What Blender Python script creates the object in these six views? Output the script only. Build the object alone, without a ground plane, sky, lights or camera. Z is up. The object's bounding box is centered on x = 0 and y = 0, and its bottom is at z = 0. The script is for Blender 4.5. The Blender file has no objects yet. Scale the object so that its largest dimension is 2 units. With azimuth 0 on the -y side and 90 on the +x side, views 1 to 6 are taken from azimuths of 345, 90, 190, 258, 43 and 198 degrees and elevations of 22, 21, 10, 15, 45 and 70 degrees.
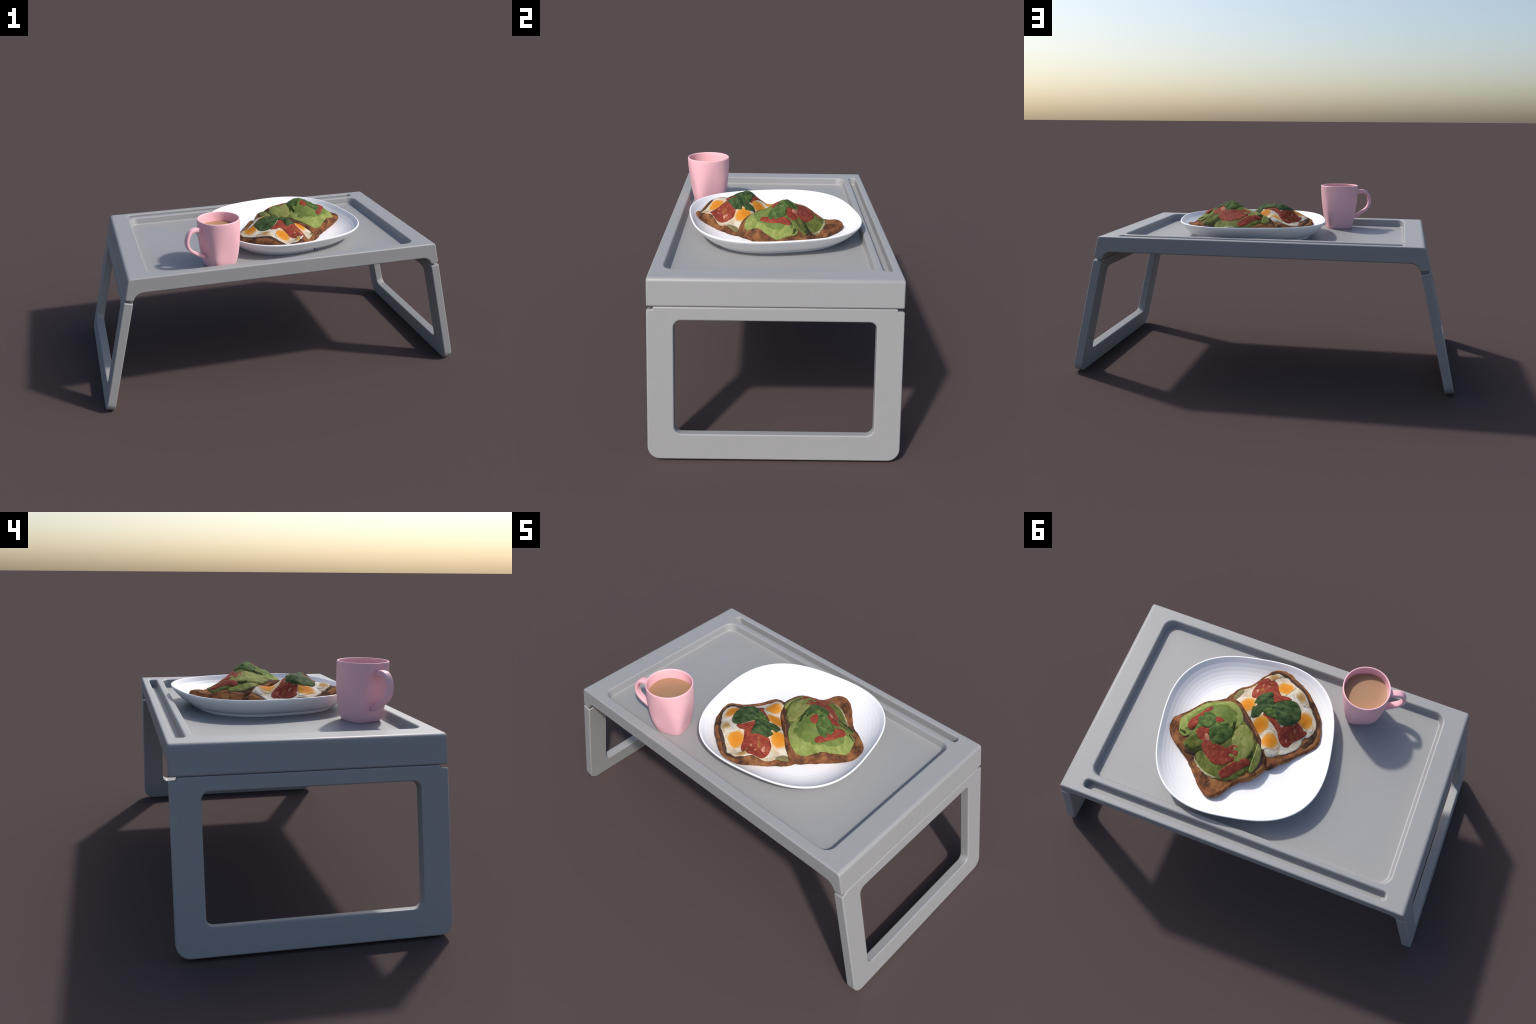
"""Folding breakfast tray table with a mug of milky coffee and a plate holding two topped toasts.
Everything is modelled from profiles, outlines, sweeps and smooth height rules."""
import bpy, bmesh, math
from math import sin, cos, pi, radians, exp, hypot, atan2
from mathutils import Vector, noise

SC = bpy.context.scene.collection

# ------------------------------------------------------------------ helpers
def link(ob, parent=None):
    SC.objects.link(ob)
    if parent is not None:
        ob.parent = parent
    return ob

def thing(name, loc, label, category):
    e = bpy.data.objects.new(name, None)
    e.empty_display_size = 0.05
    e.location = loc
    e["label"], e["category"] = label, category
    return link(e)

def part(name, verts, faces, mat, parent, origin=(0, 0, 0), smooth=True, kind=None):
    """Mesh part; verts in world space, origin = where the part's own coordinates start."""
    o = Vector(origin)
    me = bpy.data.meshes.new(name)
    me.from_pydata([tuple(Vector(v) - o) for v in verts], [], faces)
    bm = bmesh.new(); bm.from_mesh(me)
    bmesh.ops.recalc_face_normals(bm, faces=bm.faces)
    bm.to_mesh(me); bm.free()
    me.polygons.foreach_set("use_smooth", [smooth] * len(me.polygons))
    me.materials.append(mat)
    ob = bpy.data.objects.new(name, me)
    link(ob, parent)
    ob.location = o - (Vector(parent.location) if parent else Vector())
    if kind:
        ob["kind"] = kind
    return ob

def catmull(pts, n, closed=True):
    """n points on a smooth curve through the control points (tuples of any length)."""
    m = len(pts); dim = len(pts[0]); out = []
    spans = m if closed else m - 1
    for k in range(n):
        t = k / n * spans if closed else k / (n - 1) * spans
        i = min(int(t), spans - 1); f = t - i
        g = (lambda j: pts[j % m]) if closed else (lambda j: pts[max(0, min(m - 1, j))])
        a, b, c, d = g(i - 1), g(i), g(i + 1), g(i + 2)
        out.append(tuple(0.5 * (2 * b[x] + (c[x] - a[x]) * f + (2 * a[x] - 5 * b[x] + 4 * c[x] - d[x]) * f * f
                                + (3 * b[x] - a[x] - 3 * c[x] + d[x]) * f ** 3) for x in range(dim)))
    return out

def lerp_table(tab, x):
    """Smooth-ish interpolation in a short profile table [(x, y), ...] with rising x."""
    if x <= tab[0][0]:
        return tab[0][1]
    for i in range(len(tab) - 1):
        (x0, y0), (x1, y1) = tab[i], tab[i + 1]
        if x <= x1:
            xm, ym = tab[i - 1] if i else (2 * x0 - x1, 2 * y0 - y1)
            xp, yp = tab[i + 2] if i + 2 < len(tab) else (2 * x1 - x0, 2 * y1 - y0)
            m0 = (y1 - ym) / (x1 - xm) * (x1 - x0)
            m1 = (yp - y0) / (xp - x0) * (x1 - x0)
            f = (x - x0) / (x1 - x0)
            return ((2 * f ** 3 - 3 * f * f + 1) * y0 + (f ** 3 - 2 * f * f + f) * m0
                    + (3 * f * f - 2 * f ** 3) * y1 + (f ** 3 - f * f) * m1)
    return tab[-1][1]

def smoothstep(a, b, x):
    t = max(0.0, min(1.0, (x - a) / (b - a)))
    return t * t * (3 - 2 * t)

def fillet(poly, radii, seg=6):
    """Round the corners of a closed 2D polygon."""
    out = []; n = len(poly)
    for i, r in enumerate(radii):
        p = Vector(poly[i]); a = Vector(poly[i - 1]) - p; b = Vector(poly[(i + 1) % n]) - p
        if r <= 0:
            out.append(tuple(p)); continue
        a.normalize(); b.normalize()
        ang = a.angle(b); d = r / math.tan(ang / 2)
        c = p + (a + b).normalized() * (r / sin(ang / 2))
        s, e = p + a * d - c, p + b * d - c
        a0 = atan2(s.y, s.x); da = (atan2(e.y, e.x) - a0 + pi) % (2 * pi) - pi
        for k in range(seg + 1):
            th = a0 + da * k / seg
            out.append((c.x + r * cos(th), c.y + r * sin(th)))
    return out

def prism(name, poly, put, lo, hi):
    """Solid prism: 2D polygon mapped to space by put(a, b, depth) between two depths."""
    n = len(poly)
    v = [put(a, b, lo) for a, b in poly] + [put(a, b, hi) for a, b in poly]
    f = [tuple(range(n)), tuple(range(2 * n - 1, n - 1, -1))]
    f += [(i, (i + 1) % n, n + (i + 1) % n, n + i) for i in range(n)]
    me = bpy.data.meshes.new(name); me.from_pydata(v, [], f)
    bm = bmesh.new(); bm.from_mesh(me)
    bmesh.ops.recalc_face_normals(bm, faces=bm.faces)
    bm.to_mesh(me); bm.free()
    return link(bpy.data.objects.new(name, me))

def carve(ob, cutters, bevel, seg, mat, name, parent):
    """Cut the cutters out of ob, round every hard edge, and return the finished mesh as a part."""
    for c in cutters:
        m = ob.modifiers.new("cut", "BOOLEAN"); m.operation = "DIFFERENCE"; m.solver = "EXACT"; m.object = c
    for p in ob.data.polygons:
        p.use_smooth = True
    b = ob.modifiers.new("round", "BEVEL"); b.width = bevel; b.segments = seg
    b.limit_method = "ANGLE"; b.angle_limit = radians(32)
    b.use_clamp_overlap = False
    b.use_clamp_overlap = False
    bpy.context.view_layer.update()
    dg = bpy.context.evaluated_depsgraph_get()
    me = bpy.data.meshes.new_from_object(ob.evaluated_get(dg))
    me.name = name
    for p in me.polygons:      # broad faces stay flat, the narrow strips of the rounded edges are smooth
        c = [me.vertices[k].co for k in p.vertices]
        longest = max((c[k] - c[k - 1]).length for k in range(len(c)))
        p.use_smooth = p.area / longest < 0.012
    me.materials.clear(); me.materials.append(mat)
    for o in [ob] + cutters:
        bpy.data.objects.remove(o)
    r = bpy.data.objects.new(name, me)
    link(r, parent)
    r.location = -Vector(parent.location)
    return r

# ------------------------------------------------------------------ materials
class Nodes:
    def __init__(self, name, rough=0.5, spec=0.5):
        self.m = bpy.data.materials.new(name); self.m.use_nodes = True
        self.t = self.m.node_tree; self.b = self.t.nodes["Principled BSDF"]
        self.b.inputs["Roughness"].default_value = rough
        self.b.inputs["Specular IOR Level"].default_value = spec
        self.co = self.t.nodes.new("ShaderNodeTexCoord").outputs["Object"]
    def put(self, sock, v):
        if hasattr(v, "is_linked"):
            self.t.links.new(v, sock)
        else:
            sock.default_value = v
    def noise(self, scale, detail=4, rough=0.55, vec=None, stretch=None, dist=0.0):
        v = vec if vec is not None else self.co
        if stretch:
            mp = self.t.nodes.new("ShaderNodeMapping"); mp.inputs["Scale"].default_value = stretch
            self.t.links.new(v, mp.inputs["Vector"]); v = mp.outputs[0]
        n = self.t.nodes.new("ShaderNodeTexNoise")
        n.inputs["Scale"].default_value = scale; n.inputs["Detail"].default_value = detail
        n.inputs["Roughness"].default_value = rough; n.inputs["Distortion"].default_value = dist
        self.t.links.new(v, n.inputs["Vector"])
        return n.outputs["Fac"]
    def ramp(self, fac, stops):
        r = self.t.nodes.new("ShaderNodeValToRGB"); e = r.color_ramp.elements
        while len(e) < len(stops):
            e.new(0.5)
        for k, (p, c) in enumerate(stops):
            e[k].position = p
            e[k].color = (c, c, c, 1) if isinstance(c, (int, float)) else (*c, 1)
        self.t.links.new(fac, r.inputs[0])
        return r.outputs["Color"]
    def mix(self, fac, a, b, mode="MIX"):
        n = self.t.nodes.new("ShaderNodeMix"); n.data_type = "RGBA"; n.blend_type = mode
        self.put(n.inputs[0], fac)
        self.put(n.inputs[6], (*a, 1) if isinstance(a, tuple) else a)
        self.put(n.inputs[7], (*b, 1) if isinstance(b, tuple) else b)
        return n.outputs[2]
    def math(self, op, a, b=0.0):
        n = self.t.nodes.new("ShaderNodeMath"); n.operation = op
        self.put(n.inputs[0], a); self.put(n.inputs[1], b)
        return n.outputs[0]
    def length(self, stretch=(1, 1, 1)):
        mp = self.t.nodes.new("ShaderNodeMapping"); mp.inputs["Scale"].default_value = stretch
        self.t.links.new(self.co, mp.inputs["Vector"])
        n = self.t.nodes.new("ShaderNodeVectorMath"); n.operation = "LENGTH"
        self.t.links.new(mp.outputs[0], n.inputs[0])
        return n.outputs["Value"]
    def bump(self, h, strength, dist):
        n = self.t.nodes.new("ShaderNodeBump")
        n.inputs["Strength"].default_value = strength; n.inputs["Distance"].default_value = dist
        self.t.links.new(h, n.inputs["Height"]); self.t.links.new(n.outputs[0], self.b.inputs["Normal"])
    def color(self, c):
        self.put(self.b.inputs["Base Color"], (*c, 1) if isinstance(c, tuple) else c)
        return self.m

def mat_plain(name, col, rough, spec=0.5, grain=0.0, scale=40):
    n = Nodes(name, rough, spec)
    if grain:
        f = n.noise(scale, 3)
        lo = tuple(x * (1 - grain) for x in col); hi = tuple(min(1, x * (1 + grain)) for x in col)
        return n.color(n.ramp(f, [(0.3, lo), (0.7, hi)]))
    return n.color(col)

PLASTIC = mat_plain("grey_plastic", (0.305, 0.305, 0.308), 0.48, 0.5, 0.012, 30)
PINK = mat_plain("pink_glaze", (0.88, 0.49, 0.545), 0.5, 0.4, 0.01, 20)
WHITE = mat_plain("white_glaze", (0.86, 0.86, 0.875), 0.45, 0.4, 0.006, 15)

def mat_coffee():
    n = Nodes("milky_coffee", 0.45, 0.4)
    f = n.noise(16, 3)
    return n.color(n.ramp(f, [(0.3, (0.345, 0.195, 0.105)), (0.75, (0.375, 0.215, 0.118))]))

def mat_bread():
    n = Nodes("toasted_bread", 0.9, 0.08)
    big = n.noise(17, 5, 0.6)
    c = n.ramp(big, [(0.38, (0.052, 0.025, 0.017)), (0.49, (0.139, 0.059, 0.029)), (0.56, (0.242, 0.102, 0.040)), (0.74, (0.299, 0.149, 0.064))])
    streak = n.noise(30, 4, 0.6, stretch=(1, 1, 0.35))
    c = n.mix(n.ramp(streak, [(0.45, 0.0), (0.7, 0.55)]), c, (0.225, 0.075, 0.030))
    speck = n.noise(150, 2, 0.6)
    c = n.mix(n.ramp(speck, [(0.62, 0.0), (0.74, 0.5)]), c, (0.34, 0.24, 0.14))
    n.bump(n.noise(90, 4, 0.65), 0.5, 0.004)
    return n.color(c)

def mat_avocado(name, light, mid, dark, stretch):
    n = Nodes(name, 0.8, 0.10)
    f = n.noise(26, 5, 0.6, stretch=stretch, dist=0.6)
    c = n.ramp(f, [(0.30, dark), (0.46, mid), (0.66, light)])
    g = n.noise(11, 3)
    c = n.mix(n.ramp(g, [(0.50, 0.0), (0.74, 0.45)]), c, (0.235, 0.260, 0.085))
    n.bump(n.noise(70, 3, 0.6, stretch=stretch), 0.35, 0.003)
    return n.color(c)

def mat_tomato():
    n = Nodes("tomato_flesh", 0.75, 0.10)
    f = n.noise(26, 6, 0.68, dist=1.2)
    c = n.ramp(f, [(0.30, (0.120, 0.020, 0.013)), (0.48, (0.216, 0.037, 0.024)), (0.62, (0.284, 0.063, 0.036)), (0.80, (0.330, 0.142, 0.069))])
    seed = n.noise(60, 2)
    c = n.mix(n.ramp(seed, [(0.62, 0.0), (0.74, 0.6)]), c, (0.42, 0.15, 0.055))
    n.bump(n.noise(80, 3), 0.3, 0.003)
    return n.color(c)

def mat_basil(name, light, mid, dark):
    n = Nodes(name, 0.75, 0.10)
    f = n.noise(22, 4, 0.55, stretch=(1, 2.2, 1), dist=0.7)
    c = n.ramp(f, [(0.32, dark), (0.5, mid), (0.70, light)])
    n.bump(n.noise(60, 3), 0.3, 0.003)
    return n.color(c)

def mat_egg_white():
    n = Nodes("egg_white", 0.75, 0.12)
    f = n.noise(24, 4, 0.6)
    c = n.ramp(f, [(0.30, (0.394, 0.292, 0.164)), (0.43, (0.542, 0.497, 0.404)), (0.62, (0.631, 0.604, 0.549))])
    sm = n.noise(13, 3)
    c = n.mix(n.ramp(sm, [(0.47, 0.0), (0.66, 0.65)]), c, (0.47, 0.30, 0.11))
    gr = n.noise(30, 4, 0.6)
    c = n.mix(n.ramp(gr, [(0.54, 0.0), (0.70, 0.45)]), c, (0.33, 0.26, 0.17))
    n.bump(n.noise(45, 3), 0.3, 0.004)
    return n.color(c)

def mat_yolk(name, radius, heart, ring, rim):
    """Deep orange heart fading to pale yellow at the rim of the slice."""
    n = Nodes(name, 0.75, 0.10)
    d = n.math("MULTIPLY", n.length((1, 1, 0.2)), 1.0 / radius)
    w = n.math("SUBTRACT", n.noise(38, 4), 0.5)
    d = n.math("ADD", d, n.math("MULTIPLY", w, 0.40))
    c = n.ramp(d, [(0.25, heart), (0.68, ring), (1.0, rim)])
    n.bump(n.noise(60, 3), 0.3, 0.003)
    return n.color(c)

BREAD = mat_bread()
AVO = mat_avocado("avocado_flesh", (0.144, 0.191, 0.050), (0.110, 0.158, 0.036), (0.079, 0.121, 0.025), (1.0, 2.2, 1.0))
AVO_RIM = mat_avocado("avocado_flesh_rim", (0.269, 0.305, 0.094), (0.200, 0.241, 0.063), (0.142, 0.181, 0.041), (1.0, 2.2, 1.0))
AVO_PALE = mat_avocado("avocado_flesh_pale", (0.292, 0.274, 0.098), (0.190, 0.216, 0.056), (0.093, 0.121, 0.023), (2.2, 0.8, 1.0))
AVO_DARK = mat_avocado("avocado_flesh_deep", (0.155, 0.164, 0.044), (0.095, 0.116, 0.025), (0.041, 0.057, 0.012), (1.6, 1.0, 1.0))
SMEAR = mat_avocado("avocado_smear", (0.25, 0.22, 0.11), (0.19, 0.16, 0.075), (0.12, 0.085, 0.045), (1, 1, 1))
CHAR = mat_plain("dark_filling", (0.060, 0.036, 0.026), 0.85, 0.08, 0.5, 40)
TOMATO = mat_tomato()
SEEDS = mat_plain("tomato_seed", (0.42, 0.185, 0.12), 0.75, 0.10, 0.35, 70)
BASIL = mat_basil("basil_green", (0.115, 0.170, 0.050), (0.066, 0.110, 0.030), (0.026, 0.050, 0.014))
BASIL_DEEP = mat_basil("basil_deep_green", (0.080, 0.118, 0.045), (0.042, 0.074, 0.026), (0.014, 0.030, 0.012))
EGG = mat_egg_white()
YOLK = mat_yolk("egg_yolk", 0.048, (0.53, 0.185, 0.014), (0.54, 0.240, 0.034), (0.58, 0.53, 0.42))
YOLK_TAN = mat_yolk("egg_yolk_pale", 0.032, (0.38, 0.22, 0.08), (0.44, 0.32, 0.155), (0.52, 0.46, 0.36))

# ------------------------------------------------------------------ folding table
TOP, HALF_X, HALF_Y = 0.7435, 0.8290, 0.518          # top height and half sizes of the top
LEAN = math.atan(0.2326)                             # slope of the end panels and legs
DOWN = Vector((sin(LEAN), 0, -cos(LEAN)))            # along the leg, downwards (right end)
IN = Vector((-cos(LEAN), 0, -sin(LEAN)))             # through the leg, inwards
table = thing("folding_tray_table", (0, 0, 0), "light grey plastic folding bed tray table with slot", "tray table")

def end_profile():
    """Right half of the tray's x-z outline: slab, sloping end panel, big rounded inner corner."""
    o = Vector((HALF_X, 0, TOP))
    zs, r, thick, length = 0.6622, 0.052, 0.0455, 0.1150
    a = o + DOWN * length
    # circle tangent to the underside of the slab and to the inner face of the leg
    c = Vector((0, 0, zs - r))
    p = o + IN * (thick + r)
    c.x = (p + DOWN * ((p.z - c.z) / cos(LEAN))).x
    pts = [(o.x, o.z), (a.x, a.z)]
    arc = []
    for k in range(13):
        th = radians(90) * (1 - k / 12) - LEAN * (k / 12)
        q = Vector((c.x + r * cos(th), 0, c.z + r * sin(th)))
        if (q - o).dot(DOWN) < length:
            arc.append(q)
    end = arc[-1]
    foot = end + DOWN * (length - (end - o).dot(DOWN))
    pts.append((foot.x, foot.z))
    return pts + [(q.x, q.z) for q in reversed(arc)]

half = end_profile()
poly = half + [(-x, z) for x, z in reversed(half)]
rad = [0.018] + [0] * (2 * len(half) - 2) + [0.018]
poly = fillet(poly, rad, 7)
tray = prism("tray_blank", poly, lambda a, b, d: (a, d, b), -HALF_Y, HALF_Y)

def rounded_box(x0, x1, y0, y1, r):
    return fillet([(x0, y0), (x1, y0), (x1, y1), (x0, y1)], [r] * 4, 9)

FLOOR = 0.7022
def hollow(name, x, y0, y1, r, draft):
    """Cutter with walls that lean outwards: given at the height of the top, narrower at the floor."""
    ob = prism(name, rounded_box(-x, x, y0, y1, r), lambda a, b, d: (a, b, d), FLOOR, 0.80)
    yc, hy_ = (y0 + y1) / 2, (y1 - y0) / 2
    for v in ob.data.vertices:
        g = draft * (v.co.z - TOP) / (TOP - FLOOR)
        v.co.x *= (x + g) / x
        v.co.y = yc + (v.co.y - yc) * (hy_ + g) / hy_
    return ob

recess = hollow("recess", 0.7245, -0.4650, 0.4130, 0.046, 0.0060)
slot = hollow("slot", 0.7280, 0.4442, 0.4847, 0.0160, 0.0025)
carve(tray, [recess, slot], 0.0070, 3, PLASTIC, "tray_top", table)

LEG_T = 0.0455
t_top, t_notch = 0.1157, 0.1272
t_end = (TOP - LEG_T * sin(LEAN)) / cos(LEAN) + 0.0010
for side in (1, -1):
    base = Vector((HALF_X, 0, TOP))
    def put(y, t, d, side=side):
        v = base + DOWN * t + IN * d
        return (v.x * side, y, v.z)
    yn = HALF_Y - 0.027
    outer = [(-HALF_Y, t_notch), (-yn, t_notch), (-yn, t_top), (yn, t_top), (yn, t_notch), (HALF_Y, t_notch),
             (HALF_Y, t_end), (-HALF_Y, t_end)]
    outer = fillet(outer, [0, 0, 0, 0, 0, 0, 0.052, 0.052], 8)
    leg = prism("leg_blank", outer, put, 0.0, LEG_T)
    hole = prism("leg_hole", fillet([(-0.4083, 0.1712), (0.4083, 0.1712), (0.4083, 0.6460), (-0.4083, 0.6460)], [0.030] * 4, 8),
                 put, -0.05, LEG_T + 0.05)
    carve(leg, [hole], 0.0055, 3, PLASTIC, "leg_frame", table)

# ------------------------------------------------------------------ plate
PX, PY, PA, PROT, PN = 0.1180, -0.0044, 0.4045, 0.197, 2.7
plate = thing("dinner_plate", (PX, PY, FLOOR), "large white rounded square dinner plate", "plate")

def square_round(phi, n=PN):
    c, s = abs(cos(phi)), abs(sin(phi))
    return (c ** n + s ** n) ** (-1.0 / n)

def plate_rho(x, y):
    dx, dy = x - PX, y - PY
    phi = atan2(dy, dx) - PROT
    return hypot(dx, dy) / (PA * square_round(phi))

DISH_Z, RIM_Z, R0, R1 = 0.7272, 0.7908, 0.660, 0.981
_run, _rise = PA * (R1 - R0), RIM_Z - DISH_Z
ARC = _run / sin(2 * math.atan(_rise / _run))          # the hollow rises as one circular arc
def dish_z(rho):
    x = max(0.0, PA * (min(rho, R1) - R0))
    return DISH_Z + ARC - math.sqrt(ARC * ARC - x * x)
def plate_z(x, y):
    return dish_z(plate_rho(x, y))

def ring(rho, z, n_seg, n=PN, spiral=0.0, start=0.0):
    out = []
    for k in range(n_seg):
        phi = start + 2 * pi * k / n_seg
        r = PA * rho * square_round(phi, n) * (1 + spiral * k / n_seg)
        out.append((PX + r * cos(phi + PROT), PY + r * sin(phi + PROT), z))
    return out

def loft(rings, cap0=True, cap1=True, closed=True):
    n = len(rings[0]); v = [p for r in rings for p in r]; f = []
    for i in range(len(rings) - 1):
        for k in range(n if closed else n - 1):
            a, b = i * n + k, i * n + (k + 1) % n
            f.append((a, b, b + n, a + n))
    if cap0:
        f.append(tuple(range(n)))
    if cap1:
        f.append(tuple(range(len(v) - n, len(v))))
    return v, f

N = 128
dish = [ring(0.70, 0.7125, N), ring(0.780, 0.7160, N), ring(0.815, 0.7178, N), ring(0.845, 0.7230, N), ring(0.875, 0.7315, N), ring(0.905, 0.7420, N), ring(0.945, 0.7585, N), ring(0.980, 0.7750, N),
        ring(0.996, 0.7838, N), ring(1.000, 0.7878, N), ring(0.9985, 0.7912, N), ring(0.9935, 0.7930, N), ring(0.987, 0.7929, N), ring(0.983, 0.7919, N)]
steps = [R1 - (R1 - R0) * k / 8 for k in range(9)]
dish += [ring(r, dish_z(r), N) for r in steps]
dish += [ring(0.45, DISH_Z, N), ring(0.12, DISH_Z - 0.0002, N)]
v, f = loft(dish)
d = part("dish", v, f, WHITE, plate, plate.location)
# the hollow of the dish is faceted in narrow rings, as on the original
for p in d.data.polygons:
    r = plate_rho(*(Vector(p.center) + Vector(plate.location)).to_2d())
    p.use_smooth = not (p.normal.z > 0.3 and 0.50 < r < 0.98)

# foot: a ring wall whose two ends miss each other by a few millimetres
seam = radians(-72) - PROT
foot = [ring(r, z, N + 1, PN, 0.014, seam) for r, z in ((0.784, 0.7180), (0.783, 0.7125), (0.781, 0.7065), (0.777, 0.7035), (0.770, 0.7022), (0.758, 0.7035), (0.753, 0.7150))]
v, f = loft(foot, False, False, closed=False)
n = N + 1
f += [tuple(i * n for i in range(len(foot))), tuple(i * n + n - 1 for i in reversed(range(len(foot))))]
part("foot_ring", v, f, WHITE, plate, plate.location)

# ------------------------------------------------------------------ mug
MX, MY, MROT = -0.335, -0.355, radians(20)
mug = thing("coffee_mug", (MX, MY, FLOOR), "pink ceramic mug with squared foot, full of milky coffee", "mug")
FLAT = [(0.702, 0.0705), (0.736, 0.0770), (0.774, 0.0842), (0.813, 0.0917), (0.854, 0.0990), (0.893, 0.1048), (0.930, 0.1085), (0.958, 0.1097)]
CORNER = [(0.702, 0.0825), (0.737, 0.0940), (0.779, 0.1030), (0.836, 0.1090), (0.893, 0.1106), (0.958, 0.1104)]

def mug_ring(z, inset=0.0, n_seg=112):
    a, dg = lerp_table(FLAT, z), lerp_table(CORNER, z)
    e = 1.0 / max(0.05, 0.5 - math.log2(max(1.0, dg / a)))
    out = []
    for k in range(n_seg):
        phi = 2 * pi * k / n_seg
        r = a * square_round(phi, e) - inset
        out.append((MX + r * cos(phi + MROT), MY + r * sin(phi + MROT), z))
    return out

def at_z(rg, z):
    return [(x, y, z) for x, y, _ in rg]

rings = [at_z(mug_ring(0.702, 0.012), 0.7035), at_z(mug_ring(0.702, 0.004), 0.7022), at_z(mug_ring(0.703, 0.0012), 0.7032)]
rings += [mug_ring(0.7055 + 0.2475 * k / 30) for k in range(31)]
rings += [at_z(mug_ring(0.956, 0.0005), 0.9558), at_z(mug_ring(0.957, 0.0018), 0.9577), at_z(mug_ring(0.958, 0.0036), 0.9582), at_z(mug_ring(0.957, 0.0054), 0.9576), at_z(mug_ring(0.956, 0.0066), 0.9560)]
rings += [mug_ring(0.950 - 0.230 * k / 20, 0.0070) for k in range(21)]
rings += [at_z(mug_ring(0.720, 0.015), 0.7140)]
v, f = loft(rings)
part("mug_body", v, f, PINK, mug, mug.location)

cz = 0.9075
v, f = loft([at_z(mug_ring(cz, 0.0066), cz + 0.0008), at_z(mug_ring(cz, 0.0090), cz), at_z(mug_ring(cz, 0.05), cz - 0.0002),
             at_z(mug_ring(cz, 0.095), cz - 0.0002)], False, True)
part("coffee", v, f, mat_coffee(), mug, mug.location)

# handle: flat strap swept along a rounded D; (reach, height, thickness)
spine = [(0.1058, 0.9175, 0.026), (0.120, 0.9185, 0.024), (0.144, 0.9200, 0.021), (0.1615, 0.9150, 0.0180), (0.1755, 0.8985, 0.0168), (0.1843, 0.8755, 0.0162),
         (0.1853, 0.8530, 0.0160), (0.1770, 0.8280, 0.0158), (0.159, 0.8085, 0.0160), (0.135, 0.7925, 0.0178), (0.110, 0.7765, 0.019), (0.088, 0.7660, 0.020)]
path = catmull(spine, 56, closed=False)
HROT = radians(17.3)
hx, hy = -cos(HROT), -sin(HROT)
tx, ty = -hy, hx
sect = fillet([(-0.5, -0.5), (0.5, -0.5), (0.5, 0.5), (-0.5, 0.5)], [0.0] * 4)
rings = []
for i, (s, z, th) in enumerate(path):
    s0, z0, _ = path[max(0, i - 1)]; s1, z1, _ = path[min(len(path) - 1, i + 1)]
    L = hypot(s1 - s0, z1 - z0); ns, nz = (z1 - z0) / L, -(s1 - s0) / L
    w = 0.0320
    prof = fillet([(-w / 2, -th / 2), (w / 2, -th / 2), (w / 2, th / 2), (-w / 2, th / 2)], [0.0055] * 4, 4)
    rings.append([(MX + (s + b * ns) * hx + a * tx, MY + (s + b * ns) * hy + a * ty, z + b * nz) for a, b in prof])
v, f = loft(rings)
part("mug_handle", v, f, PINK, mug, mug.location)

# ------------------------------------------------------------------ toasts: shared layout
# p runs along the seam between the slices, q away from it (positive: avocado toast)
OX, OY = 0.13, -0.02
E1, E2 = (-0.749, 0.663), (0.663, 0.749)
def to_xy(p, q):
    return OX + p * E1[0] + q * E2[0], OY + p * E1[1] + q * E2[1]

class Mound:
    """Smooth pile height: a tilted base plus soft lumps (p, q, spread, height)."""
    def __init__(self, z0, tilt_p, tilt_q, q0, lumps):
        self.a = (z0, tilt_p, tilt_q, q0); self.l = lumps
    def __call__(self, p, q):
        z0, tp, tq, q0 = self.a
        z = z0 + tp * p + tq * (q - q0)
        for a, b, s, h in self.l:
            z += h * exp(-((p - a) ** 2 + (q - b) ** 2) / (2 * s * s))
        return z

MOUND_A = Mound(0.7699, 0.0309, -0.0779, 0.13, [
    (-0.03, 0.12, 0.1, 0.0667), (-0.19, 0.24, 0.1, 0.0093), (0.21, -0.04, 0.05, -0.0323), (0.21, 0.16, 0.05, -0.0304), (-0.15, 0.04, 0.05, 0.0361),
    (-0.03, 0.12, 0.05, 0.0517), (0.13, 0.12, 0.05, 0.0382), (-0.23, 0.0, 0.05, -0.0638), (-0.23, 0.0, 0.07, 0.0078), (0.09, 0.0, 0.05, 0.0365),
    (-0.15, 0.2, 0.05, 0.0366), (-0.03, -0.04, 0.05, 0.0082), (0.01, 0.28, 0.05, -0.0173), (-0.23, 0.2, 0.05, -0.0213), (-0.225, 0.11, 0.035, 0.012), (0.20, 0.28, 0.035, 0.004),
    (0.07, -0.03, 0.045, -0.012), (0.04, 0.275, 0.040, -0.010), (0.13, 0.13, 0.035, -0.010), (0.21, 0.225, 0.035, 0.006),
    (0.08, -0.045, 0.040, -0.010), (0.0, 0.29, 0.040, -0.006), (-0.02, 0.155, 0.040, -0.007), (0.045, 0.095, 0.030, 0.008)])
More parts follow.
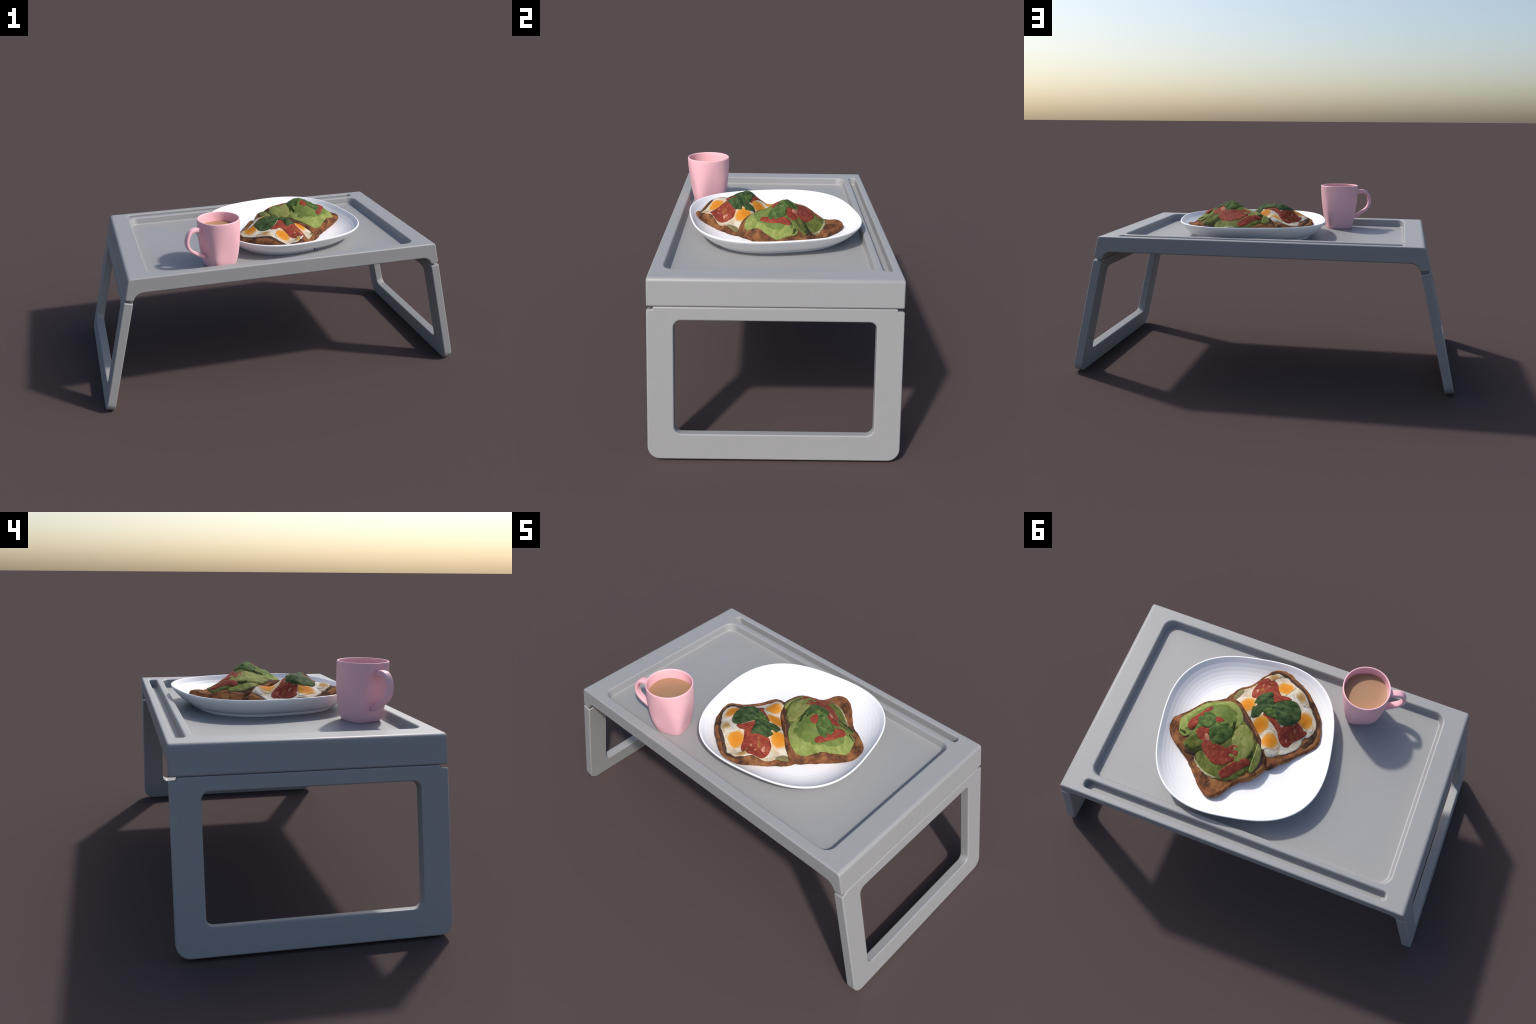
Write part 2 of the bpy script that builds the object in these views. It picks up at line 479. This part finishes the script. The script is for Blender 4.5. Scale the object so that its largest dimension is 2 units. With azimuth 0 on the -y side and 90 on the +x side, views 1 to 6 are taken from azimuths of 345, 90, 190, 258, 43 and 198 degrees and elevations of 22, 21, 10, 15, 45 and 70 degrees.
MOUND_B = Mound(0.7385, 0.0233, -0.1024, -0.19, [
    (-0.035, -0.16, 0.085, 0.0930), (-0.22, -0.285, 0.045, 0.034), (0.005, -0.28, 0.085, 0.0294), (0.125, -0.04, 0.04, 0.0427), (-0.115, -0.04, 0.06, 0.0437),
    (0.085, -0.2, 0.06, 0.0507), (0.205, -0.2, 0.06, -0.0174), (-0.115, -0.16, 0.04, 0.0316), (-0.075, -0.32, 0.04, 0.0258),
    (0.085, -0.04, 0.06, 0.0265), (-0.235, -0.16, 0.04, -0.037), (0.165, -0.28, 0.04, 0.0186), (0.125, -0.2, 0.04, -0.0251),
    (-0.225, -0.10, 0.035, 0.035), (-0.225, -0.19, 0.035, 0.050), (0.21, -0.07, 0.04, 0.015), (0.21, -0.17, 0.04, 0.015),
    (-0.185, -0.215, 0.035, 0.016), (0.10, -0.19, 0.035, 0.010), (0.01, -0.25, 0.040, -0.010), (-0.02, -0.34, 0.040, 0.010),
    (0.20, -0.055, 0.045, 0.018), (0.02, -0.12, 0.030, 0.007), (-0.14, -0.115, 0.035, -0.012)])
SINK = 0.0065      # how far the bread lies below the finished pile
THIN = 0.55       # the toppings are pressed thin and merge into one mound

# how high the rim of each kind starts: later layers lie on top of earlier ones
EDGE = {"tomato_strip": 0.72, "tomato_flesh": 0.80, "basil_leaf": 0.74, "egg_yolk": 0.86, "avocado_spread": 0.2, "avocado_slice": 0.50, "egg_white": 0.25}

def nz(p, q, s, seed=0.0):
    return noise.noise(Vector((p * s, q * s, seed)))

def bread(outline, mound, parent, seed):
    seg = 168
    edge = catmull(outline, seg)
    cp = sum(a for a, _ in edge) / seg; cq = sum(b for _, b in edge) / seg
    rough = [0.0022 * nz(a, b, 60, seed) + 0.0022 * nz(a, b, 22, seed + 3) for a, b in edge]
    rings = []
    for r in (0.03, 0.2, 0.36, 0.5, 0.62, 0.72, 0.79, 0.84, 0.88, 0.91, 0.935, 0.955, 0.972, 0.986, 0.996):
        g = []
        for k, (a, b) in enumerate(edge):
            p, q = cp + (a - cp) * r, cq + (b - cq) * r
            x, y = to_xy(p, q)
            z = mound(p, q) - SINK * smoothstep(0.97, 0.89, r) + 0.0020 * nz(p, q, 45, seed) + 0.0012 * nz(p, q, 110, seed)
            z -= 0.006 * max(0.0, (r - 0.945) / 0.051) ** 2.2
            g.append((x, y, max(z, plate_z(x, y) + 0.009)))
        rings.append(g)
    top = rings[-1]
    for t in (0.16, 0.34, 0.52, 0.70, 0.86, 1.0):
        g = []
        for k, (a, b) in enumerate(edge):
            r = 1.0 + 0.016 * sin(pi * min(1, t * 1.15)) - 0.022 * t * t
            p, q = cp + (a - cp) * r, cq + (b - cq) * r
            L = hypot(a - cp, b - cq)
            off = rough[k] + 0.003 * nz(p * 1.0, q + t * 0.06, 40, seed + 7)
            p += (a - cp) / L * off; q += (b - cq) / L * off
            x, y = to_xy(p, q)
            zb = plate_z(x, y) + 0.0012
            zt = max(top[k][2], zb + 0.006)
            g.append((x, y, zt + (zb - zt) * t))
        rings.append(g)
    v, f = loft(rings)
    x, y = to_xy(cp, cq)
    return part("bread_slice", v, f, BREAD, parent, (x, y, 0.72))

def place_patch(name, grid_rings, cp, cq, mound, lift, mat, parent, detail, plump, skirt, origin=None, kind=None):
    e = EDGE.get(name, 0.10)
    """grid_rings: list of rings [(p, q)], inner to outer, with r = 0..1 each; a slab lying on the mound."""
    rings = []
    for r, pts in grid_rings:
        g = []
        for p, q in pts:
            x, y = to_xy(p, q)
            body = max(0.0, 1.0 - r ** plump) ** 0.5
            z = mound(p, q) - SINK + THIN * lift * (e + (1 - e) * body) + detail(p, q, r) * (0.25 + 0.75 * body)
            g.append((x, y, z))
        rings.append(g)
    g = []
    for p, q in grid_rings[-1][1]:
        p2, q2 = cp + (p - cp) * 0.97, cq + (q - cq) * 0.97
        x, y = to_xy(p2, q2)
        g.append((x, y, mound(p2, q2) - SINK - skirt))
    rings.append(g)
    v, f = loft(rings)
    op, oq = origin or (cp, cq)
    x, y = to_xy(op, oq)
    return part(name, v, f, mat, parent, (x, y, mound(op, oq)), kind=kind)

RR = [0.02, 0.15, 0.28, 0.40, 0.51, 0.61, 0.70, 0.77, 0.83, 0.88, 0.92, 0.95, 0.975, 0.99, 1.0]

def blob(name, outline, mound, lift, mat, parent, detail=None, plump=7, skirt=0.006, origin=None, ragged=0.0, seed=1.0, center=None):
    """Slab with a smooth closed outline, given in (p, q)."""
    seg = 88
    edge = catmull(outline, seg)
    cp = sum(a for a, _ in edge) / seg; cq = sum(b for _, b in edge) / seg
    if center:
        cp, cq = center
    if ragged:
        edge = [(a + ragged * nz(a, b, 55, seed), b + ragged * nz(a, b, 55, seed + 9)) for a, b in edge]
    det = detail or (lambda p, q, r: 0.0012 * nz(p, q, 50, seed))
    return place_patch(name, [(r, [(cp + (a - cp) * r, cq + (b - cq) * r) for a, b in edge]) for r in RR],
                       cp, cq, mound, lift, mat, parent, det, plump, skirt, origin)

def strip(name, spine, mound, lift, mat, parent, detail=None, skirt=0.006, seed=1.0, ragged=0.0012):
    """Long slice swept along a spine [(p, q, half_width)], rounded across and at both ends."""
    n, m = 44, 12
    e = EDGE.get(name, 0.10)
    path = catmull(spine, n, closed=False)
    det = detail or (lambda p, q, r: 0.0015 * nz(p, q, 48, seed))
    top, bot = [], []
    for i, (p, q, w) in enumerate(path):
        a, b = path[max(0, i - 1)], path[min(n - 1, i + 1)]
        L = hypot(b[0] - a[0], b[1] - a[1]) or 1
        sp, sq = -(b[1] - a[1]) / L, (b[0] - a[0]) / L
        t = i / (n - 1)
        endf = min(1.0, (1 - abs(2 * t - 1) ** 9)) ** 0.5
        w = w * (0.25 + 0.75 * endf)
        row, low = [], []
        for j in range(m + 1):
            u = -1 + 2 * j / m
            pp, qq = p + sp * u * w, q + sq * u * w
            pp += ragged * nz(pp, qq, 60, seed); qq += ragged * nz(pp, qq, 60, seed + 5)
            x, y = to_xy(pp, qq)
            body = max(0.0, 1 - abs(u) ** 4) ** 0.5 * endf
            row.append((x, y, mound(pp, qq) - SINK + THIN * lift * (e + (1 - e) * body) + det(pp, qq, abs(u)) * (0.25 + 0.75 * body)))
            low.append((x, y, mound(pp, qq) - SINK - skirt))
        top.append(row); bot.append(low)
    rings = [r + l[::-1] for r, l in zip(top, bot)]
    v, f = loft(rings)
    mp, mq, _ = path[n // 2]
    x, y = to_xy(mp, mq)
    return part(name, v, f, mat, parent, (x, y, mound(mp, mq)))

def leaf_detail(p0, q0, ang, size, fold, seed):
    """Midrib groove, side veins and a puckered blade."""
    ca, sa = cos(ang), sin(ang)
    def fn(p, q, r):
        u = (p - p0) * ca + (q - q0) * sa
        w = -(p - p0) * sa + (q - q0) * ca
        rib = -fold * exp(-(w / (0.09 * size)) ** 2)
        vein = 0.0012 * sin((u + 0.7 * abs(w)) / size * 15)
        dome = 0.003 * (1 - r * r)
        return rib + vein + dome + 0.002 * nz(p, q, 30, seed)
    return fn

# ------------------------------------------------------------------ avocado toast
xa, ya = to_xy(0, 0.13)
toast_a = thing("avocado_toast", (xa, ya, 0.72), "toast with sliced avocado, tomato strips and basil leaves", "avocado toast")
bread([(-0.215, 0.0), (-0.222, 0.06), (-0.224, 0.12), (-0.226, 0.18), (-0.232, 0.225), (-0.222, 0.268), (-0.190, 0.298), (-0.145, 0.311),
       (-0.09, 0.306), (-0.03, 0.297), (0.03, 0.296), (0.09, 0.301), (0.14, 0.302), (0.178, 0.297), (0.202, 0.280), (0.210, 0.250), (0.209, 0.222),
       (0.199, 0.180), (0.198, 0.135), (0.210, 0.085), (0.208, 0.04), (0.193, -0.004), (0.155, -0.034), (0.10, -0.048), (0.02, -0.05),
       (-0.06, -0.05), (-0.13, -0.050), (-0.185, -0.035)], MOUND_A, toast_a, 2.0)

def contour_rings(cp, cq, step, depth, seed):
    return lambda p, q, r: depth * sin(hypot(p - cp, q - cq) / step) + 0.0018 * nz(p, q, 38, seed) + 0.0008 * nz(p, q, 90, seed)

def grooves(ang, step, depth, seed):
    return lambda p, q, r: depth * sin((p * cos(ang) + q * sin(ang)) / step + 2.5 * nz(p, q, 14, seed)) + 0.0018 * nz(p, q, 40, seed)

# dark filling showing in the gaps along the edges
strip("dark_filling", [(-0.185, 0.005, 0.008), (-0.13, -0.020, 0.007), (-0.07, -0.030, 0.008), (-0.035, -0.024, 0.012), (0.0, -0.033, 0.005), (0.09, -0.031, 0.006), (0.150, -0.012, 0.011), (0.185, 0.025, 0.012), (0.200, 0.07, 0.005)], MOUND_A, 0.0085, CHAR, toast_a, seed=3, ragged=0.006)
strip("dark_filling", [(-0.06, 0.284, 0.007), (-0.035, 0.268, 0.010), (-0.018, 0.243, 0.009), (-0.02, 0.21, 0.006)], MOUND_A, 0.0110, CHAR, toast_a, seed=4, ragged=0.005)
DEEP = mat_plain("painted_crevice_shadow", (0.040, 0.052, 0.014), 0.85, 0.08, 0.5, 50)  # near-black green: shadow in the topping crevices, modelled as thin dark strips
blob("avocado_spread", [(-0.15, 0.24), (-0.18, 0.16), (-0.18, 0.07), (-0.14, 0.0), (-0.06, -0.02), (0.02, -0.024), (0.10, -0.018), (0.165, 0.02), (0.182, 0.07),
                       (0.172, 0.13), (0.150, 0.19), (0.10, 0.238), (0.04, 0.255), (-0.01, 0.245), (-0.03, 0.22), (-0.08, 0.24)], MOUND_A, 0.0085, AVO_DARK, toast_a,
     ragged=0.004, seed=17, center=(0.0, 0.11))
# lower layer of avocado, then the slices fanned over it
blob("avocado_slice", [(-0.160, 0.262), (-0.206, 0.230), (-0.211, 0.176), (-0.213, 0.105), (-0.203, 0.038), (-0.174, -0.012), (-0.112, -0.032), (-0.050, -0.020),
                       (-0.022, 0.020), (-0.030, 0.090), (-0.07, 0.16), (-0.090, 0.21), (-0.105, 0.256), (-0.134, 0.270)],
     MOUND_A, 0.0150, AVO_RIM, toast_a, contour_rings(-0.03, 0.11, 0.0075, 0.0026, 5), ragged=0.002, center=(-0.12, 0.11))
blob("avocado_slice", [(-0.150, 0.238), (-0.183, 0.190), (-0.192, 0.125), (-0.180, 0.060), (-0.142, 0.012), (-0.085, -0.006), (-0.040, 0.020),
                       (-0.040, 0.100), (-0.075, 0.150), (-0.095, 0.20), (-0.12, 0.24)],
     MOUND_A, 0.0190, AVO, toast_a, contour_rings(-0.03, 0.11, 0.0075, 0.0020, 8), ragged=0.0015, center=(-0.11, 0.11))
blob("avocado_slice", [(-0.130, 0.205), (-0.155, 0.165), (-0.160, 0.115), (-0.148, 0.062), (-0.115, 0.030), (-0.070, 0.028), (-0.040, 0.060),
                       (-0.045, 0.110), (-0.075, 0.140), (-0.095, 0.18), (-0.11, 0.20)],
     MOUND_A, 0.0215, AVO, toast_a, contour_rings(-0.05, 0.10, 0.012, 0.0010, 9), ragged=0.0015, center=(-0.10, 0.10))
strip("avocado_slice", [(-0.022, -0.004, 0.020), (0.015, 0.012, 0.040), (0.058, 0.034, 0.052), (0.095, 0.070, 0.046), (0.112, 0.115, 0.034), (0.110, 0.165, 0.016)],
      MOUND_A, 0.0145, AVO_PALE, toast_a, grooves(1.05, 0.0055, 0.0014, 11), seed=11)
strip("avocado_slice", [(0.088, -0.024, 0.006), (0.122, -0.010, 0.014), (0.152, 0.018, 0.017), (0.176, 0.050, 0.013), (0.192, 0.072, 0.006)],
      MOUND_A, 0.0150, AVO_PALE, toast_a, grooves(0.9, 0.005, 0.001, 12), seed=12)
strip("avocado_slice", [(-0.016, 0.240, 0.012), (0.025, 0.236, 0.026), (0.075, 0.222, 0.034), (0.122, 0.188, 0.036), (0.152, 0.140, 0.030), (0.170, 0.085, 0.018)],
      MOUND_A, 0.0115, AVO_DARK, toast_a, grooves(2.2, 0.007, 0.0012, 13), seed=13)
blob("avocado_slice", [(-0.082, 0.279), (-0.092, 0.243), (-0.088, 0.206), (-0.066, 0.180), (-0.028, 0.190), (-0.026, 0.222), (-0.050, 0.265)],
     MOUND_A, 0.0135, AVO_DARK, toast_a, grooves(0.4, 0.008, 0.0016, 14), ragged=0.002)
strip("avocado_slice", [(0.0, 0.10, 0.02), (-0.01, 0.16, 0.026), (-0.02, 0.19, 0.018)], MOUND_A, 0.0120, AVO_DARK, toast_a, seed=15)
strip("crevice_shadow_strip", [(-0.060, 0.020, 0.004), (-0.030, 0.040, 0.009), (-0.006, 0.062, 0.007), (0.010, 0.075, 0.003)], MOUND_A, 0.0155, DEEP, toast_a, seed=18, ragged=0.004)
strip("crevice_shadow_strip", [(-0.150, 0.262, 0.003), (-0.122, 0.252, 0.006), (-0.108, 0.240, 0.003)], MOUND_A, 0.0150, DEEP, toast_a, seed=19, ragged=0.004)
strip("crevice_shadow_strip", [(-0.075, 0.268, 0.005), (-0.045, 0.262, 0.012), (-0.022, 0.240, 0.012), (-0.012, 0.212, 0.005)], MOUND_A, 0.0150, DEEP, toast_a, seed=20, ragged=0.005)
strip("crevice_shadow_strip", [(0.112, 0.018, 0.003), (0.128, 0.038, 0.006), (0.134, 0.062, 0.003)], MOUND_A, 0.0165, DEEP, toast_a, seed=22, ragged=0.003)
CREAM = mat_plain("pale_spread", (0.32, 0.30, 0.17), 0.85, 0.1, 0.4, 60)
strip("pale_spread", [(-0.012, 0.262, 0.002), (0.03, 0.264, 0.004), (0.08, 0.254, 0.005), (0.118, 0.236, 0.006), (0.150, 0.200, 0.003)], MOUND_A, 0.0100, CREAM, toast_a, seed=26, ragged=0.006)
# tomato
strip("tomato_strip", [(-0.118, 0.226, 0.014), (-0.132, 0.195, 0.024), (-0.150, 0.140, 0.017), (-0.166, 0.082, 0.012)], MOUND_A, 0.0270, TOMATO, toast_a, seed=21)
blob("tomato_strip", [(-0.098, 0.105), (-0.086, 0.078), (-0.060, 0.072), (-0.055, 0.10), (-0.075, 0.112)], MOUND_A, 0.0280, TOMATO, toast_a)
blob("tomato_strip", [(-0.092, 0.204), (-0.096, 0.183), (-0.076, 0.150), (-0.046, 0.152), (-0.033, 0.18), (-0.043, 0.200), (-0.068, 0.210)], MOUND_A, 0.0165, TOMATO, toast_a)
strip("tomato_strip", [(-0.052, 0.192, 0.014), (-0.012, 0.192, 0.022), (0.028, 0.188, 0.025), (0.064, 0.174, 0.031), (0.086, 0.142, 0.033), (0.084, 0.106, 0.029), (0.064, 0.076, 0.016)],
      MOUND_A, 0.0165, TOMATO, toast_a, seed=24)
blob("tomato_strip", [(0.012, 0.160), (0.040, 0.135), (0.066, 0.120), (0.074, 0.15), (0.05, 0.178), (0.02, 0.182)], MOUND_A, 0.0155, TOMATO, toast_a)
strip("tomato_strip", [(0.140, 0.200, 0.018), (0.141, 0.150, 0.022), (0.143, 0.105, 0.020), (0.148, 0.050, 0.014)], MOUND_A, 0.0165, TOMATO, toast_a, seed=25)
blob("tomato_flesh", [(-0.05, 0.176), (-0.040, 0.166), (-0.022, 0.166), (-0.014, 0.176), (-0.028, 0.184)], MOUND_A, 0.0180, SEEDS, toast_a)
# basil
blob("basil_leaf", [(-0.118, 0.178), (-0.148, 0.156), (-0.157, 0.125), (-0.130, 0.100), (-0.092, 0.094), (-0.066, 0.108), (-0.058, 0.132), (-0.072, 0.160)],
     MOUND_A, 0.0300, BASIL, toast_a, leaf_detail(-0.105, 0.132, 2.9, 0.10, 0.003, 31), plump=5)
blob("basil_leaf", [(-0.058, 0.152), (-0.068, 0.122), (-0.066, 0.088), (-0.045, 0.060), (-0.014, 0.052), (0.014, 0.070), (0.028, 0.107), (0.026, 0.137), (0.003, 0.158), (-0.028, 0.162)],
     MOUND_A, 0.0180, BASIL, toast_a, leaf_detail(-0.02, 0.108, 1.4, 0.11, 0.003, 32), plump=5)

# ------------------------------------------------------------------ egg toast
xb, yb = to_xy(0, -0.19)
toast_b = thing("egg_toast", (xb, yb, 0.72), "toast with sliced boiled egg, tomato and basil leaves", "egg toast")
bread([(-0.218, -0.02), (-0.226, -0.07), (-0.222, -0.12), (-0.216, -0.165), (-0.215, -0.215), (-0.222, -0.262), (-0.214, -0.296), (-0.180, -0.328),
       (-0.135, -0.345), (-0.08, -0.355), (-0.02, -0.361), (0.04, -0.360), (0.095, -0.348), (0.145, -0.325), (0.185, -0.296), (0.206, -0.266),
       (0.208, -0.22), (0.206, -0.165), (0.206, -0.105), (0.206, -0.05), (0.198, -0.012), (0.15, 0.0), (0.05, 0.0), (-0.06, 0.0), (-0.16, 0.005), (-0.2, 0.003)],
      MOUND_B, toast_b, 6.0)
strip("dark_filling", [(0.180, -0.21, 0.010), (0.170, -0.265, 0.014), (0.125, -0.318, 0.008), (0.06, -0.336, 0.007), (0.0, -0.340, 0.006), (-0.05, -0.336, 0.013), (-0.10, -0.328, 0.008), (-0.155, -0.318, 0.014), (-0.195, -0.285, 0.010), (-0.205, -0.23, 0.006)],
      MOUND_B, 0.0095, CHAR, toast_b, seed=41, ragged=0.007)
blob("avocado_smear", [(-0.213, -0.045), (-0.218, -0.075), (-0.212, -0.098), (-0.192, -0.092), (-0.18, -0.055), (-0.19, -0.036)], MOUND_B, 0.0095, SMEAR, toast_b, ragged=0.003)
lumpy = lambda s: (lambda p, q, r: 0.0018 * nz(p, q, 26, s) + 0.0012 * nz(p, q, 60, s))
blob("egg_white", [(-0.172, -0.032), (-0.206, -0.083), (-0.211, -0.150), (-0.210, -0.215), (-0.200, -0.275), (-0.177, -0.310), (-0.140, -0.322), (-0.090, -0.322), (-0.033, -0.336), (0.022, -0.331),
                   (0.066, -0.329), (0.115, -0.314), (0.148, -0.284), (0.149, -0.235), (0.164, -0.206), (0.176, -0.150), (0.172, -0.095), (0.164, -0.042), (0.124, -0.030),
                   (0.057, -0.036), (-0.009, -0.036), (-0.059, -0.036), (-0.115, -0.034)],
     MOUND_B, 0.0100, EGG, toast_b, lumpy(51), ragged=0.006, seed=52, center=(0.0, -0.17))

def egg(outline, yolk, yolk_r, lift, mat=YOLK, seed=1.0, tall=0.0040):
    """One slice of boiled egg: a white with a soft yolk sunk in it."""
    blob("egg_white", outline, MOUND_B, lift, EGG, toast_b, lumpy(seed), plump=5, ragged=0.0015, seed=seed)
    yp, yq, rp, rq = yolk
    ring_ = [(yp + rp * cos(2 * pi * k / 10) * (1 + 0.22 * sin(k * 2.1 + seed)), yq + rq * sin(2 * pi * k / 10) * (1 + 0.22 * cos(k * 1.7 + seed))) for k in range(10)]
    blob("egg_yolk", ring_, MOUND_B, lift + tall, mat, toast_b, plump=2, origin=(yp, yq), seed=seed + 0.5)

egg([(-0.188, -0.255), (-0.178, -0.292), (-0.150, -0.318), (-0.092, -0.318), (-0.048, -0.297), (-0.038, -0.262), (-0.048, -0.222), (-0.100, -0.215), (-0.155, -0.228)], (-0.104, -0.268, 0.046, 0.040), 0.034, 0.0135, seed=61)
egg([(-0.170, -0.036), (-0.184, -0.075), (-0.185, -0.120), (-0.172, -0.146), (-0.112, -0.122), (-0.074, -0.092), (-0.052, -0.054), (-0.105, -0.036), (-0.150, -0.034)], (-0.114, -0.074, 0.062, 0.040), 0.036, 0.0125, seed=62)
egg([(-0.075, -0.302), (-0.064, -0.331), (-0.015, -0.338), (0.030, -0.326), (0.026, -0.303), (-0.001, -0.288), (-0.040, -0.282)], (-0.022, -0.309, 0.040, 0.018), 0.030, 0.0130, YOLK_TAN, 63)
egg([(0.030, -0.262), (0.036, -0.306), (0.082, -0.326), (0.133, -0.308), (0.155, -0.271), (0.147, -0.238), (0.097, -0.228), (0.055, -0.232)], (0.086, -0.272, 0.046, 0.036), 0.034, 0.0125, seed=64)
egg([(-0.046, -0.040), (-0.040, -0.080), (-0.018, -0.118), (0.031, -0.140), (0.060, -0.130), (0.062, -0.090), (0.052, -0.044), (0.007, -0.036)], (0.006, -0.080, 0.056, 0.046), 0.036, 0.0120, seed=65)
egg([(0.050, -0.044), (0.042, -0.087), (0.054, -0.125), (0.080, -0.140), (0.121, -0.131), (0.154, -0.128), (0.166, -0.087), (0.163, -0.042), (0.120, -0.034), (0.080, -0.036)], (0.098, -0.078, 0.046, 0.046), 0.033, 0.0145, seed=66)
egg([(-0.190, -0.150), (-0.202, -0.205), (-0.204, -0.250), (-0.196, -0.288), (-0.170, -0.310), (-0.150, -0.290), (-0.160, -0.250), (-0.168, -0.190)], (-0.184, -0.250, 0.013, 0.040), 0.030, 0.0115, YOLK_TAN, 67)
blob("egg_white", [(0.134, -0.112), (0.145, -0.158), (0.143, -0.215), (0.162, -0.215), (0.176, -0.182), (0.176, -0.126), (0.166, -0.086)], MOUND_B, 0.0130, EGG, toast_b, lumpy(68), ragged=0.002)

# tomato
wet = lambda s: (lambda p, q, r: 0.0030 * nz(p, q, 34, s) + 0.0016 * nz(p, q, 75, s))
blob("tomato_strip", [(-0.150, -0.112), (-0.186, -0.138), (-0.202, -0.180), (-0.190, -0.230), (-0.152, -0.252), (-0.112, -0.244), (-0.070, -0.226), (-0.055, -0.194), (-0.085, -0.176), (-0.105, -0.150), (-0.122, -0.118)],
     MOUND_B, 0.0165, TOMATO, toast_b, wet(71), ragged=0.002, seed=71)
PULP = mat_plain("tomato_pulp", (0.26, 0.085, 0.030), 0.75, 0.1, 0.4, 60)
for k, (sp, sq, w, a, m) in enumerate(((-0.163, -0.150, 0.013, 0.4, SEEDS), (-0.168, -0.188, 0.011, 1.4, SEEDS), (-0.150, -0.205, 0.009, 2.2, SEEDS), (-0.146, -0.170, 0.014, 0.9, PULP), (-0.160, -0.222, 0.010, 0.1, PULP))):
    blob("tomato_flesh", [(sp + w * (1 + 0.35 * sin(2 * t + k)) * cos(t + a), sq + 0.7 * w * (1 + 0.3 * cos(3 * t + k)) * sin(t + a)) for t in [2 * pi * q / 9 for q in range(9)]],
         MOUND_B, 0.0180, m, toast_b, ragged=0.004, seed=90 + k)
strip("tomato_strip", [(-0.050, -0.165, 0.013), (-0.058, -0.200, 0.018), (-0.050, -0.234, 0.015), (-0.030, -0.262, 0.006)], MOUND_B, 0.0165, TOMATO, toast_b, seed=72)
blob("tomato_strip", [(0.092, -0.124), (0.074, -0.143), (0.076, -0.178), (0.092, -0.215), (0.105, -0.246), (0.134, -0.256), (0.144, -0.229), (0.142, -0.18), (0.154, -0.143), (0.135, -0.122)],
     MOUND_B, 0.0160, TOMATO, toast_b, wet(73), ragged=0.0015, seed=73)
strip("tomato_strip", [(-0.032, -0.106, 0.010), (-0.004, -0.124, 0.013), (0.040, -0.136, 0.012), (0.090, -0.142, 0.014)], MOUND_B, 0.0155, TOMATO, toast_b, seed=74)
blob("tomato_strip", [(0.078, -0.224), (0.058, -0.258), (0.082, -0.262), (0.106, -0.238), (0.098, -0.212)], MOUND_B, 0.0145, TOMATO, toast_b)
for k, (sp, sq, w, m) in enumerate(((0.118, -0.178, 0.012, PULP), (0.110, -0.205, 0.008, SEEDS), (0.128, -0.150, 0.006, SEEDS))):
    blob("tomato_flesh", [(sp + w * (1 + 0.3 * sin(2 * t + k)) * cos(t), sq + 0.7 * w * sin(t)) for t in [2 * pi * q / 9 for q in range(9)]],
         MOUND_B, 0.0172, m, toast_b, ragged=0.004, seed=95 + k)
# basil
blob("basil_leaf", [(-0.028, -0.162), (-0.036, -0.199), (-0.030, -0.250), (-0.005, -0.278), (0.035, -0.276), (0.072, -0.252), (0.085, -0.213), (0.077, -0.174), (0.054, -0.152), (0.015, -0.150)],
     MOUND_B, 0.0235, BASIL_DEEP, toast_b, leaf_detail(0.025, -0.21, -0.9, 0.13, 0.003, 81), plump=5)
blob("basil_leaf", [(-0.052, -0.060), (-0.092, -0.090), (-0.118, -0.131), (-0.112, -0.172), (-0.100, -0.200), (-0.063, -0.181), (-0.028, -0.176), (-0.020, -0.152), (-0.036, -0.112), (-0.030, -0.086)],
     MOUND_B, 0.0230, BASIL_DEEP, toast_b, leaf_detail(-0.065, -0.13, 2.2, 0.12, 0.004, 82), plump=5)
blob("basil_leaf", [(-0.046, -0.117), (-0.028, -0.152), (0.008, -0.158), (0.030, -0.150), (0.006, -0.128), (-0.023, -0.114)],
     MOUND_B, 0.0250, BASIL, toast_b, leaf_detail(-0.01, -0.137, -0.4, 0.07, 0.002, 83), plump=5)
